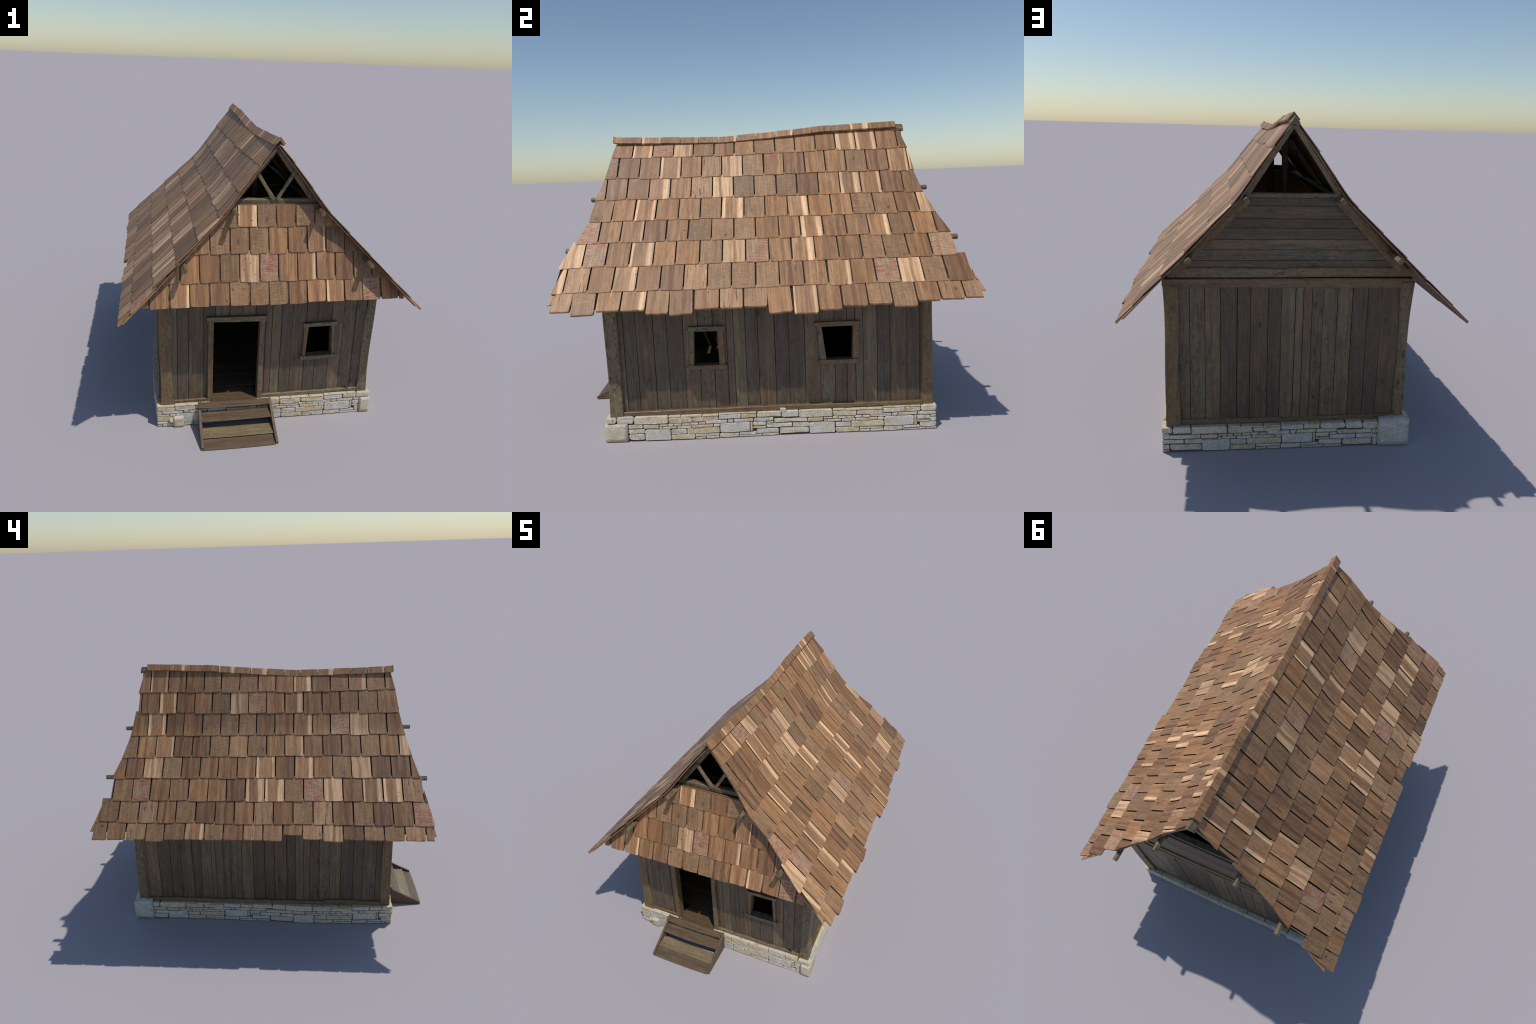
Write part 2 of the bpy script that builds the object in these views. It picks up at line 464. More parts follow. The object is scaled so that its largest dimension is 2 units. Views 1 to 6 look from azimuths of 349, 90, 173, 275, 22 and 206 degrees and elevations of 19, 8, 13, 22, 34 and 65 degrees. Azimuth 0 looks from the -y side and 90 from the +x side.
for c in (RIGHT, LEFT):
    tail = sum(c["edge"][-1]) / 2
    roof_layer(under_bm, c, -0.0095, -0.0105, tail - (0.012 if c["side"] > 0 else 0.030))
    roof_layer(roof_bm, c, -0.0108, -0.0170, tail - (0.025 if c["side"] > 0 else 0.034))
roof = put("roof", to_mesh(roof_bm, "roof_boarding"), cabin, None, BOARD)
put("roof_underlay", to_mesh(under_bm, "roof_underlay"), roof, None, UNDER)


# shingle: local X across, +Y up the slope from the butt end, Z outwards; the butt's outer edge lies on z = 0
def shingle_bmesh(seed, w, length, thick, bend=None, thin=0.0030):
    r = random.Random(seed)
    bm = bmesh.new()
    hw = w / 2
    rad = r.uniform(0.004, 0.008)
    tilt = r.uniform(-0.0025, 0.0025)
    outline = []                        # butt outline, left to right
    for k in range(4):
        a = math.pi / 2 * k / 3
        outline.append((-hw + rad * (1 - math.cos(a)), rad * (1 - math.sin(a))))
    for k in range(1, 4):
        outline.append((-hw + rad + (w - 2 * rad) * k / 4, r.uniform(-0.0012, 0.0012)))
    rad2 = r.uniform(0.004, 0.010)
    for k in range(4):
        a = math.pi / 2 * (3 - k) / 3
        outline.append((hw - rad2 * (1 - math.cos(a)), rad2 * (1 - math.sin(a))))
    outline = [(x, y + tilt * x / hw) for x, y in outline]
    rows = 10
    cup = r.uniform(-0.0007, 0.0008)
    layers = []
    for i in range(rows + 1):
        t = (i / rows) ** 1.2
        up, dn = [], []
        for x, y0 in outline:
            y = y0 + (length - y0) * t
            z = cup * ((x / hw) ** 2 - 0.5)
            th = thick + (thin - thick) * t
            if bend:
                z += bend(y)
            up.append(bm.verts.new((x, y, z)))
            dn.append(bm.verts.new((x, y, z - th)))
        layers.append((up, dn))
    k = len(outline)
    for (u0, d0), (u1, d1) in zip(layers, layers[1:]):
        for j in range(k - 1):
            bm.faces.new((u0[j], u0[j + 1], u1[j + 1], u1[j]))
            bm.faces.new((d0[j], d1[j], d1[j + 1], d0[j + 1]))
        bm.faces.new((u0[0], u1[0], d1[0], d0[0]))
        bm.faces.new((u0[-1], d0[-1], d1[-1], u1[-1]))
    for u, d in (layers[0], layers[-1]):
        for j in range(k - 1):
            bm.faces.new((u[j], d[j], d[j + 1], u[j + 1]))
    butt = [e for e in bm.edges if all(v in layers[0][0] for v in e.verts)]
    bmesh.ops.bevel(bm, geom=butt, offset=0.0012, segments=2, affect="EDGES")
    bmesh.ops.recalc_face_normals(bm, faces=bm.faces)
    return bm


def dress_shingle(me, kind, cut=None):
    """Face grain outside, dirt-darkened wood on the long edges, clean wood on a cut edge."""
    me.materials.append(SHINGLE[kind])
    me.materials.append(EDGE)
    for p in me.polygons:
        p.use_smooth = True
        p.material_index = 1 if abs(p.normal.x) > 0.93 and not (cut and p.normal.dot(cut) > 0.85) else 0
    me.set_sharp_from_angle(angle=math.radians(38))


MASTERS = {}


def shingle_master(key, kind, seed, w, length, thick, bend=None):
    """Shared mesh per course type, variant and wood."""
    k = (key, seed, kind)
    if k not in MASTERS:
        me = to_mesh(shingle_bmesh(seed + 100 * hash_key(key), w, length, thick, bend), "shingle")
        dress_shingle(me, kind)
        MASTERS[k] = me
    return MASTERS[k]


def hash_key(key):
    return sum(ord(ch) * (i + 3) for i, ch in enumerate(str(key))) % 9973


def clip(bm, p, nrm):
    """Cut away what lies beyond the plane and close the cut."""
    r = bmesh.ops.bisect_plane(bm, geom=bm.verts[:] + bm.edges[:] + bm.faces[:], plane_co=p, plane_no=nrm, clear_outer=True)
    edges = [e for e in r["geom_cut"] if isinstance(e, bmesh.types.BMEdge)]
    if edges:
        bmesh.ops.holes_fill(bm, edges=edges, sides=0)


STEP = 0.0032     # how far each course dips below the one above
GAP = 0.0068      # dark slit between neighbours
shingle_proto = None
for c in (RIGHT, LEFT):
    side = c["side"]
    for i in range(len(c["edge"])):
        (fa, fb), (ba, bb) = c["front"][i], c["back"][i]
        lo, hi = min(fa, fb), max(ba, bb)
        seams = [lo]
        y = c["phase"][i]
        while y > lo + 0.012:
            y -= c["pitch"]
        y += c["pitch"]
        while y < hi - 0.010:
            seams.append(y + rng.uniform(-0.003, 0.003))
            y += c["pitch"]
        if seams[1] - seams[0] < 0.012:
            seams.pop(1)
        seams.append(hi)
        kinds = c["kinds"][i]
        last = i == len(c["edge"]) - 1
        for j, (a, b) in enumerate(zip(seams, seams[1:])):
            kind = kinds[min(j, len(kinds) - 1)]
            end = j == 0 or j == len(seams) - 2
            # end pieces keep a full-width body and are cut along the rake
            aa = b - c["pitch"] if j == 0 and b - a < c["pitch"] else a
            bbb = a + c["pitch"] if j == len(seams) - 2 and b - a < c["pitch"] else b
            ym = (aa + bbb) / 2
            xb = edge_at(c, i, ym)
            xt = edge_at(c, i - 1, ym) if i else 0.014
            drop = (c["drop"][j] * 0.001 if last and j < len(c["drop"]) else rng.uniform(-0.0035, 0.0035))
            x_low = xb + drop * 0.71
            if last and side > 0:
                x_low += lerp_table(EAVE_BOW, ym)
            lift = rng.uniform(-0.0004, 0.0010)
            p0 = roof_pt(side, x_low, ym, lift)
            p1 = roof_pt(side, xt, ym, -STEP)
            dy = V((0, 0.1, roof_z((x_low + xt) / 2, ym + 0.05) - roof_z((x_low + xt) / 2, ym - 0.05)))
            up = (p1 - p0).normalized()
            nrm = up.cross(dy) if side < 0 else dy.cross(up)
            if nrm.z < 0:
                nrm = -nrm
            m = frame(p0, up, nrm)
            expo = (p1 - p0).length
            length = expo + 0.016 if i else expo
            twist = rng.gauss(0, 0.008)
            if last and abs(drop) > 0.012:
                twist += rng.choice((-1, 1)) * 0.05 * (j % 2)
            m = m @ Matrix.Rotation(twist, 4, "Z")
            inv = m.inverted()
            bend = None
            if i == 2:
                pts = []
                for q in range(9):
                    x = x_low + (xt - x_low) * q / 8
                    l = inv @ roof_pt(side, x, ym, -STEP * q / 8)
                    pts.append((l.y, l.z))
                bend = lambda yy, pts=pts: lerp_table(pts, yy)
            wid = (bbb - aa) - GAP
            seed = rng.randrange(5)
            thick = 0.0115 if last else 0.0052
            if end:
                bm = shingle_bmesh(seed + 7 * i, wid, length, thick, bend)
                yt, yb = (fa, fb) if j == 0 else (ba, bb)
                q0 = inv @ roof_pt(side, xb, yb)
                q1 = inv @ roof_pt(side, xt, yt)
                d = (q1 - q0)
                n2 = V((d.y, -d.x, 0)).normalized()
                if (inv.to_3x3() @ V((0, -1 if j == 0 else 1, 0))).dot(n2) < 0:
                    n2 = -n2
                clip(bm, q0, n2)
                if not bm.faces:
                    bm.free()
                    continue
                me = to_mesh(bm, "shingle")
                dress_shingle(me, kind, n2)
                put("shingle", me, roof, m)
            else:
                me = shingle_master((side, i), kind, seed, c["pitch"] - GAP, (length if i != 2 else length), thick, bend)
                made = max(v.co.y for v in me.vertices)
                s = Matrix.Diagonal((wid / (c["pitch"] - GAP), length / made, 1, 1))
                if shingle_proto is None:
                    shingle_proto = put("shingle", me, roof, m @ s)
                else:
                    o = shingle_proto.copy()
                    o.data = me
                    bpy.context.scene.collection.objects.link(o)
                    o.matrix_world = m @ s
        # long slivers that stick out below the last full course at the rake
        if i == 6:
            for end, sgn in (("front", -1), ("back", 1)):
                y_out = {("front", 1): -0.962, ("back", 1): 1.002, ("front", -1): -0.958, ("back", -1): 1.000}[(end, side)]
                y0, y1 = c[end][6]
                x0, x2 = edge_at(c, 5, y0), edge_at(c, 6, y0) + 0.040
                loop = [roof_pt(side, x0, y0 + sgn * -0.002, -0.010), roof_pt(side, x2, y_out, -0.0075),
                        roof_pt(side, x2 - 0.002, y_out - sgn * 0.045, -0.0075), roof_pt(side, x0, y0 - sgn * 0.06, -0.010)]
                prism("shingle", roof, loop, 0.005, roof_normal(side, 0.6, y0), SHINGLE["c"], chamfer=0.0008, up=loop[0] - loop[1])

# ridge cap: bent pairs of short shingles
cap_y = [-0.783, -0.728]
while cap_y[-1] < 0.70:
    cap_y.append(cap_y[-1] + 0.1035 + rng.uniform(-0.003, 0.003))
cap_y[-1] = 0.761
CAP_KINDS = "bbpbbkpgbpbbgpbp"
for j, (a, b) in enumerate(zip(cap_y, cap_y[1:])):
    for side in (1, -1):
        secs = []
        for q in range(5):
            y = a + 0.0014 + (b - a - 0.0028) * q / 4
            z = ridge_z(y) + (0.004 if j == 0 and q == 0 else 0) + (0.0015 if j % 2 else 0)
            reach, fall, th = 0.0265, 0.032, 0.0095
            low = rng.uniform(-0.0008, 0.0008) if q else 0
            secs.append([V((0, y, z)), V((side * reach, y, z - fall + low)), V((side * (reach - 0.0075), y, z - fall - 0.0065 + low)), V((0, y, z - th * 1.5))])
        m = frame(secs[0][1].lerp(secs[-1][1], 0.5), secs[0][0] - secs[0][1], (side, 0, 0.8))
        inv = m.inverted()
        bm = bmesh.new()
        loft_sections(bm, [[inv @ p for p in s] for s in secs])
        put("ridge_shingle", to_mesh(bm, "ridge_shingle"), roof, m, SHINGLE[CAP_KINDS[(j + (side < 0) * 5) % 16]])

# ridge beam, its rounded end showing at the back
bm = bmesh.new()
secs = []
for y in (-0.74, -0.4, -0.2, 0.1, 0.4, 0.72, 0.74, 0.792, 0.802):
    z = ridge_z(min(y, 0.75)) - 0.016 - (0.006 if y > 0.8 else 0)
    w = 0.021 if y > 0.73 else 0.012
    secs.append([V((0, y, z)), V((w, y, z - 0.025)), V((w, y, z - 0.034)), V((0, y, z - 0.030)), V((-w, y, z - 0.034)), V((-w, y, z - 0.025))])
m = frame((0, 0, 1.45), (0, 1, 0), (0, 0, 1))
inv = m.inverted()
loft_sections(bm, [[inv @ p for p in s] for s in secs])
put("ridge_beam", to_mesh(bm, "ridge_beam"), roof, m, TIMBER)

# purlins poke out at both gables
for side in (1, -1):
    for x, y0, y1 in ((0.226, -0.868, 0.877), (0.458, -0.940, 0.959)):
        nrm = roof_normal(side, x + 0.03, 0)
        a, b = roof_pt(side, x, y0, -0.033), roof_pt(side, x, y1, -0.033)
        a.z = b.z = roof_z(x, 0.8) - 0.024
        bar("purlin", roof, a, b, 0.021, 0.021, nrm, TIMBER, segs=10, wobble=0.0012)

# rafters: a pair at each gable and two inside, each in two lengths broken at the kink
for y, w in ((-0.722, 0.026), (-0.19, 0.035), (0.30, 0.035), (0.776, 0.028)):
    for side in (1, -1):
        depth = 0.023
        top = roof_pt(side, 0.010, y, -0.024 - depth / 2)
        top.x = side * 0.004
        kn = roof_pt(side, KINK[0], y, -0.0185 - depth / 2)
        eave = roof_pt(side, 0.535, y, -0.0185 - depth / 2)
        nrm = V((side, 0, 1))
        bar("rafter", roof, top, kn, w, depth, nrm, TIMBER, segs=5)
        bar("rafter", roof, kn - (eave - kn).normalized() * 0.012, eave, w - 0.002, depth, nrm, SILL, segs=5)
# verge boards against the back gable planks
for side in (1, -1):
    nrm = V((side, 0, 1))
    a, b = roof_pt(side, KINK[0] - 0.01, 0.796, -0.040), roof_pt(side, 0.535, 0.796, -0.044)
    bar("verge_board", roof, a, b, 0.020, 0.046, nrm, SILL, segs=5)

# ------------------------------------------------------------------ gables
front_gable = bmesh.new()
APRON = [(1.172, -0.766), (1.075, -0.792), (0.956, -0.828), (0.831, -0.867), (0.731, -0.906)]   # z, y of the apron courses


def apron_y(z):
    return lerp_table(APRON[::-1], z)


def roof_half(z, y, inset):
    """Half width inside the roof at height z."""
    x = 0.0
    while x < 0.75 and roof_z(x, y) > z:
        x += 0.002
    return x - inset


zs = [1.176, 1.12, 1.07, 1.02, 0.96, 0.90, 0.84, 0.79, 0.74]
top, bot = [], []
for z in zs:
    h = roof_half(z, -0.8, 0.028)
    y = apron_y(z) + 0.0098
    top.append([front_gable.verts.new((x, y, z)) for x in (-h, 0, h)])
    bot.append([front_gable.verts.new((x, y + 0.006, z)) for x in (-h, 0, h)])
for i in range(len(zs) - 1):
    for j in range(2):
        front_gable.faces.new((top[i][j], top[i + 1][j], top[i + 1][j + 1], top[i][j + 1]))
        front_gable.faces.new((bot[i][j], bot[i][j + 1], bot[i + 1][j + 1], bot[i + 1][j]))
    for j in (0, 2):
        front_gable.faces.new((top[i][j], bot[i][j], bot[i + 1][j], top[i + 1][j]))
for i in (0, -1):
    for j in range(2):
        front_gable.faces.new((top[i][j], top[i][j + 1], bot[i][j + 1], bot[i][j]))
apron = put("gable_apron", to_mesh(front_gable, "gable_apron"), cabin, None, BOARD)

APRON_KINDS = ("bgpkbg", "bbgkgbbpd", "bpbbgwrbpbdg", "bbpbdgggdbpbrbb")
APRON_PHASE = (-0.185, -0.315, -0.456, -0.597)
proto = None
for i in range(4):
    zt, yt = APRON[i]
    zb, yb = APRON[i + 1]
    half_b = roof_half(zb + 0.012, yb, 0.012) if i < 3 else 0.642
    half_t = roof_half(zt, yt, 0.010)
    pitch = 0.0926
    x = APRON_PHASE[i]
    while x > -half_b:
        x -= pitch
    k0 = 0
    pieces = []
    while x < half_b:
        pieces.append((x, x + pitch))
        x += pitch
    skip = len(pieces) - len(APRON_KINDS[i])
    for j, (a, b) in enumerate(pieces):
        a2, b2 = a + rng.uniform(-0.002, 0.002), b + rng.uniform(-0.002, 0.002)
        dz = rng.uniform(-0.004, 0.004)
        p0 = V(((a2 + b2) / 2, yb - rng.uniform(0, 0.001), zb + dz))
        p1 = V(((a2 + b2) / 2, yt + 0.0042, zt))
        m = frame(p0, p1 - p0, (0, -1, 0.1)) @ Matrix.Rotation(rng.gauss(0, 0.008), 4, "Z")
        kind = APRON_KINDS[i][max(0, min(j, len(APRON_KINDS[i]) - 1))]
        length = (p1 - p0).length + (0.016 if i else 0.0)
        inv = m.inverted()
        bm = shingle_bmesh(rng.randrange(5), b2 - a2 - 0.0074, length, 0.0062)
        outside = False
        for sgn in (-1, 1):
            # cut along the underside of the roof (steep part or skirt)
            hb, ht = (half_b, half_t) if i else (roof_half(zb, yb, 0.012), roof_half(zt, yt, 0.012))
            if i == 3:
                hb = roof_half(zb, yb, 0.0)
                hb = min(hb, 0.655)
            q0, q1 = inv @ V((sgn * hb, yb, zb)), inv @ V((sgn * ht, yt, zt))
            d = q1 - q0
            n2 = V((d.y, -d.x, 0)).normalized()
            if (inv.to_3x3() @ V((sgn, 0, 0))).dot(n2) < 0:
                n2 = -n2
            clip(bm, q0, n2)
            if i == 3:
                lim = inv @ V((sgn * 0.632, yb, zb))
                nn = inv.to_3x3() @ V((sgn, 0, 0))
                clip(bm, lim, nn)
        if not bm.faces:
            bm.free()
            continue
        me = to_mesh(bm, "gable_shingle")
        dress_shingle(me, kind)
        put("gable_shingle", me, apron, m)

# open truss above the apron
gf = put("gable_frame", beam_mesh("gable_frame", 0.42, 0.031, 0.030, seed=4), cabin, frame((-0.21, -0.722, 1.180), (1, 0, 0), (0, -1, 0)), TIMBER)
for sgn, xt, zt in ((-1, -0.088, 1.318), (1, 0.094, 1.338)):
    bar("brace", gf, (sgn * 0.009, -0.736, 1.192), (xt, -0.736, zt), 0.018, 0.016, (0, -1, 0), TIMBER, segs=4, wobble=0.0008)
# inside: tie and king post under the inner rafters
for y in (-0.19, 0.30):
    bar("tie_beam", gf, (-0.53, y, 0.83), (0.53, y, 0.83), 0.040, 0.035, (0, -1, 0), TIMBER)
    bar("king_post", gf, (0.0 if y < 0 else -0.02, y, 0.84), (0.0 if y < 0 else -0.02, y, 1.40), 0.030, 0.030, (0, -1, 0), TIMBER)

# back gable: horizontal planks between tie and wall plate
bg = put("gable_frame", beam_mesh("gable_frame", 0.43, 0.029, 0.034, seed=9), cabin, frame((-0.215, 0.770, 1.165), (1, 0, 0), (0, 1, 0)), TIMBER)
BACK_BOARDS = [(0.842, 0.889, "K"), (0.889, 0.935, "G"), (0.935, 0.980, "B"), (0.980, 1.030, "D"), (1.030, 1.071, "D"), (1.071, 1.126, "S"), (1.126, 1.160, "D")]
for za, zb, kind in BACK_BOARDS:
    ha, hb = roof_half(za, 0.79, 0.062), roof_half(zb, 0.79, 0.050)
    prism("plank", bg, [V((ha, 0.793, za + 0.0007)), V((hb, 0.793, zb - 0.0007)), V((-hb, 0.793, zb - 0.0007)), V((-ha, 0.793, za + 0.0007))], 0.012, (0, 1, 0), PLANK[kind], chamfer=0.001, up=(1, 0, 0))
bar("beam", bg, (-0.540, 0.783, 0.834), (0.02, 0.783, 0.834), 0.042, 0.034, (0, 1, 0), SILL)
bar("beam", bg, (0.02, 0.7835, 0.834), (0.530, 0.7835, 0.834), 0.043, 0.034, (0, 1, 0), TIMBER)

# ------------------------------------------------------------------ walls
Z0, Z1 = 0.132, 0.800
SIDES = {
    # origin of the wall plane, direction along it, outward normal, plank seams along it, wood of each plank
    "front": dict(o=V((0, -0.745, 0)), d=V((1, 0, 0)), n=V((0, -1, 0)),
                  seams=(-0.500, -0.466, -0.411, -0.335, -0.275, -0.205, -0.138, -0.070, -0.018, 0.015, 0.064, 0.120, 0.195, 0.254, 0.329, 0.395, 0.460, 0.515),
                  kinds="ODSDGKGDRODSDDBGK",
                  holes=((-0.300, -0.040, 0.100, 0.578), (0.198, 0.338, 0.352, 0.535))),
    "right": dict(o=V((0.5375, 0, 0)), d=V((0, 1, 0)), n=V((1, 0, 0)),
                  seams=(-0.700, -0.670, -0.610, -0.528, -0.463, -0.385, -0.313, -0.243, -0.179, -0.145, -0.089, -0.029, 0.051, 0.117, 0.194, 0.268, 0.339, 0.397, 0.438, 0.475, 0.543, 0.604, 0.686, 0.748, 0.765),
                  kinds="ODSDDBGKRODSDDBGKROODSDD",
                  holes=((-0.345, -0.215, 0.350, 0.537), (0.270, 0.436, 0.350, 0.537))),
    "back": dict(o=V((0, 0.796, 0)), d=V((1, 0, 0)), n=V((0, 1, 0)),
                 seams=(-0.510, -0.419, -0.355, -0.285, -0.217, -0.151, -0.101, -0.062, -0.027, 0.035, 0.094, 0.172, 0.231, 0.305, 0.372, 0.438, 0.495),
                 kinds="SDDBGKROODSDDBGK", holes=()),
    "left": dict(o=V((-0.546, 0, 0)), d=V((0, 1, 0)), n=V((-1, 0, 0)),
                 seams=(-0.710, -0.663, -0.587, -0.528, -0.455, -0.388, -0.325, -0.269, -0.231, -0.182, -0.129, -0.056, 0.005, 0.076, 0.145, 0.213, 0.258, 0.306, 0.333, 0.396, 0.450, 0.524, 0.587, 0.660, 0.736, 0.765),
                 kinds="DSDDBGKRODSDDBGKROODSDDBG", holes=()),
}
for w in SIDES.values():
    lining = bmesh.new()
    o, d, n = w["o"], w["d"], w["n"]
    a0, a1 = w["seams"][0], w["seams"][-1]
    xs = sorted({a0, a1, *[h for q in w["holes"] for h in q[:2]]})
    zs = sorted({0.11, Z1, *[h for q in w["holes"] for h in q[2:]]})
    for xa, xb in zip(xs, xs[1:]):
        for za, zb in zip(zs, zs[1:]):
            xm, zm = (xa + xb) / 2, (za + zb) / 2
            if any(h[0] < xm < h[1] and h[2] < zm < h[3] for h in w["holes"]):
                continue
            p = [o + d * xa + n * -0.013, o + d * xb + n * -0.030]
            sheet_box(lining, (min(p[0].x, p[1].x), min(p[0].y, p[1].y), za), (max(p[0].x, p[1].x), max(p[0].y, p[1].y), zb))
    w["wall"] = put("wall", to_mesh(lining, "wall_lining"), cabin, None, LINING)


def plank(w, a, b, z0, z1, kind):
    g = 0.0009
    proud = rng.uniform(-0.0015, 0.0015)
    o = w["o"] + w["n"] * proud
    lean = rng.uniform(-0.0008, 0.0008)
    pts = [o + w["d"] * (a + g) + V((0, 0, z0)), o + w["d"] * (b - g) + V((0, 0, z0)),
           o + w["d"] * (b - g + lean) + V((0, 0, z1)), o + w["d"] * (a + g + lean) + V((0, 0, z1))]
    me_o = prism("plank", w["wall"], pts, 0.012, w["n"], PLANK[kind], chamfer=0.0011)
    # grain coordinates centred on the plank
    sh = Matrix.Translation(V(((b - a) / 2 * (1 if me_o.matrix_world.to_3x3().col[0].dot(w["d"]) > 0 else -1), 0, 0)))
    me_o.data.transform(sh.inverted())
    me_o.matrix_world = me_o.matrix_world @ sh


for w in SIDES.values():
    for a, b, kind in zip(w["seams"], w["seams"][1:], w["kinds"]):
        hit = [h for h in w["holes"] if h[0] < b - 0.002 and h[1] > a + 0.002]
        if not hit:
            plank(w, a, b, Z0 - 0.01, Z1, kind)
            continue
        h = hit[0]
        if h[2] > Z0:
            plank(w, a, b, Z0 - 0.01, h[2], kind)
        plank(w, a, b, h[3], Z1, kind)
        lo = max(h[2], Z0)
        if a < h[0] - 0.002:
            plank(w, a, h[0], lo, h[3], kind)
        if b > h[1] + 0.002:
            plank(w, h[1], b, lo, h[3], kind)

# corner posts: four-sided, pinched a little at mid height
POSTS = [((0.499, 0.559, -0.758, -0.692), (0.520, 0.566, -0.756, -0.690), "front"),
         ((-0.556, -0.489, -0.760, -0.700), (-0.566, -0.500, -0.750, -0.690), "front"),
         ((0.484, 0.550, 0.754, 0.812), (0.486, 0.553, 0.757, 0.806), "back"),
         ((-0.556, -0.505, 0.748, 0.806), (-0.562, -0.503, 0.752, 0.806), "back")]
for k, (lo, hi, wall) in enumerate(POSTS):
    bm = bmesh.new()
    secs = []
    segs = 10
    for i in range(segs + 1):
        t = i / segs
        x0, x1, y0, y1 = (a + (b - a) * t for a, b in zip(lo, hi))
        pinch = 0.007 * math.sin(math.pi * t) + 0.003 * math.sin(7 * t + k)
        if x1 > 0:
            x1 -= pinch
        else:
            x0 += pinch
        y0, y1 = (y0 + pinch * 0.4, y1) if y0 < 0 else (y0, y1 - pinch * 0.4)
        inner = 0.004 * math.sin(9 * t + 2 * k)
        if x1 > 0:
            x0 += inner
        else:
            x1 += inner
        z = 0.116 + (0.790 - 0.116) * t
        c = 0.004
        secs.append([V((x0 + c, y0, z)), V((x1 - c, y0, z)), V((x1, y0 + c, z)), V((x1, y1 - c, z)), V((x1 - c, y1, z)), V((x0 + c, y1, z)), V((x0, y1 - c, z)), V((x0, y0 + c, z))])
    org = V(((lo[0] + lo[1]) / 2, (lo[2] + lo[3]) / 2, 0.116))
    m = frame(org, (0, 0, 1), (0, -1, 0))
    inv = m.inverted()
    loft_sections(bm, [[inv @ p for p in s] for s in secs])
    put("post", to_mesh(bm, "post"), SIDES[wall]["wall"], m, TIMBER if k in (0, 3) else SILL)

# sill beams and wall plates
bar("sill_beam", SIDES["front"]["wall"], (-0.487, -0.746, 0.127), (-0.300, -0.746, 0.127), 0.022, 0.018, (0, -1, 0), SILL)
bar("sill_beam", SIDES["front"]["wall"], (-0.030, -0.746, 0.129), (0.500, -0.746, 0.131), 0.022, 0.018, (0, -1, 0), TIMBER)
bar("sill_beam", SIDES["right"]["wall"], (0.540, -0.690, 0.131), (0.540, 0.755, 0.128), 0.022, 0.030, (1, 0, 0), SILL, segs=12)
bar("sill_beam", SIDES["back"]["wall"], (0.484, 0.793, 0.131), (-0.505, 0.793, 0.128), 0.031, 0.018, (0, 1, 0), SILL, segs=10)
bar("sill_beam", SIDES["left"]["wall"], (-0.551, 0.750, 0.135), (-0.551, -0.36, 0.131), 0.024, 0.018, (-1, 0, 0), SILL, segs=10)
bar("sill_beam", SIDES["left"]["wall"], (-0.551, -0.36, 0.133), (-0.551, -0.700, 0.131), 0.030, 0.018, (-1, 0, 0), SILL)
bar("wall_plate", SIDES["back"]["wall"], (0.550, 0.781, 0.789), (-0.553, 0.781, 0.787), 0.043, 0.046, (0, 1, 0), SILL, segs=10)
bar("wall_plate", SIDES["front"]["wall"], (0.553, -0.735, 0.789), (-0.553, -0.735, 0.787), 0.043, 0.046, (0, -1, 0), SILL)
bar("wall_plate", SIDES["right"]["wall"], (0.535, -0.712, 0.787), (0.535, 0.760, 0.787), 0.043, 0.044, (1, 0, 0), SILL)
bar("wall_plate", SIDES["left"]["wall"], (-0.537, -0.712, 0.787), (-0.537, 0.760, 0.787), 0.043, 0.044, (-1, 0, 0), SILL)


def frame_piece(bm, w, quad, back, proud):
    """Skewed bar of a window or door frame, given as four (along, height) corners."""
    n = w["n"]
    f = [w["o"] + w["d"] * a + V((0, 0, z)) + n * proud for a, z in quad]
    # the long sides get a middle point, bowed a touch
    bow = rng.uniform(-0.002, 0.002)
    loop = [f[0], f[0].lerp(f[1], 0.5) + V((0, 0, bow)), f[1], f[2], f[2].lerp(f[3], 0.5) + V((0, 0, bow * 0.6)), f[3]]
    a = [bm.verts.new(p) for p in loop]
    b = [bm.verts.new(p - n * back) for p in loop]
    bm.faces.new(a)
    bm.faces.new(b[::-1])
    for i in range(6):
        bm.faces.new((a[i], b[i], b[(i + 1) % 6], a[(i + 1) % 6]))
    bmesh.ops.bevel(bm, geom=[e for e in bm.edges if all(v in a for v in e.verts)], offset=0.0014, segments=1, affect="EDGES")


def opening(name, w, lintel, jambs, sill, mats, depth=0.044, out=0.0):
    """Frame round an opening: lintel and sill quads (along, height) and two jamb quads."""
    head = None
    parts = [("lintel", lintel, 0.016)] + [("jamb", q, 0.013) for q in jambs] + ([("sill", sill, 0.018)] if sill else [])
    for k, (nm, q, proud) in enumerate(parts):
        bm = bmesh.new()
        frame_piece(bm, w, q, depth + out, proud + out)
        c = w["o"] + w["d"] * (sum(a for a, _ in q) / 4) + V((0, 0, sum(z for _, z in q) / 4))
        along = w["d"] if nm != "jamb" else V((0, 0, 1))
        m = frame(c, along, w["n"])
        bm.transform(m.inverted())
        if head is None:
            head = put(name, to_mesh(bm, name), cabin, m, mats[0])
        else:
            put(nm, to_mesh(bm, nm), head, m, mats[k % len(mats)])


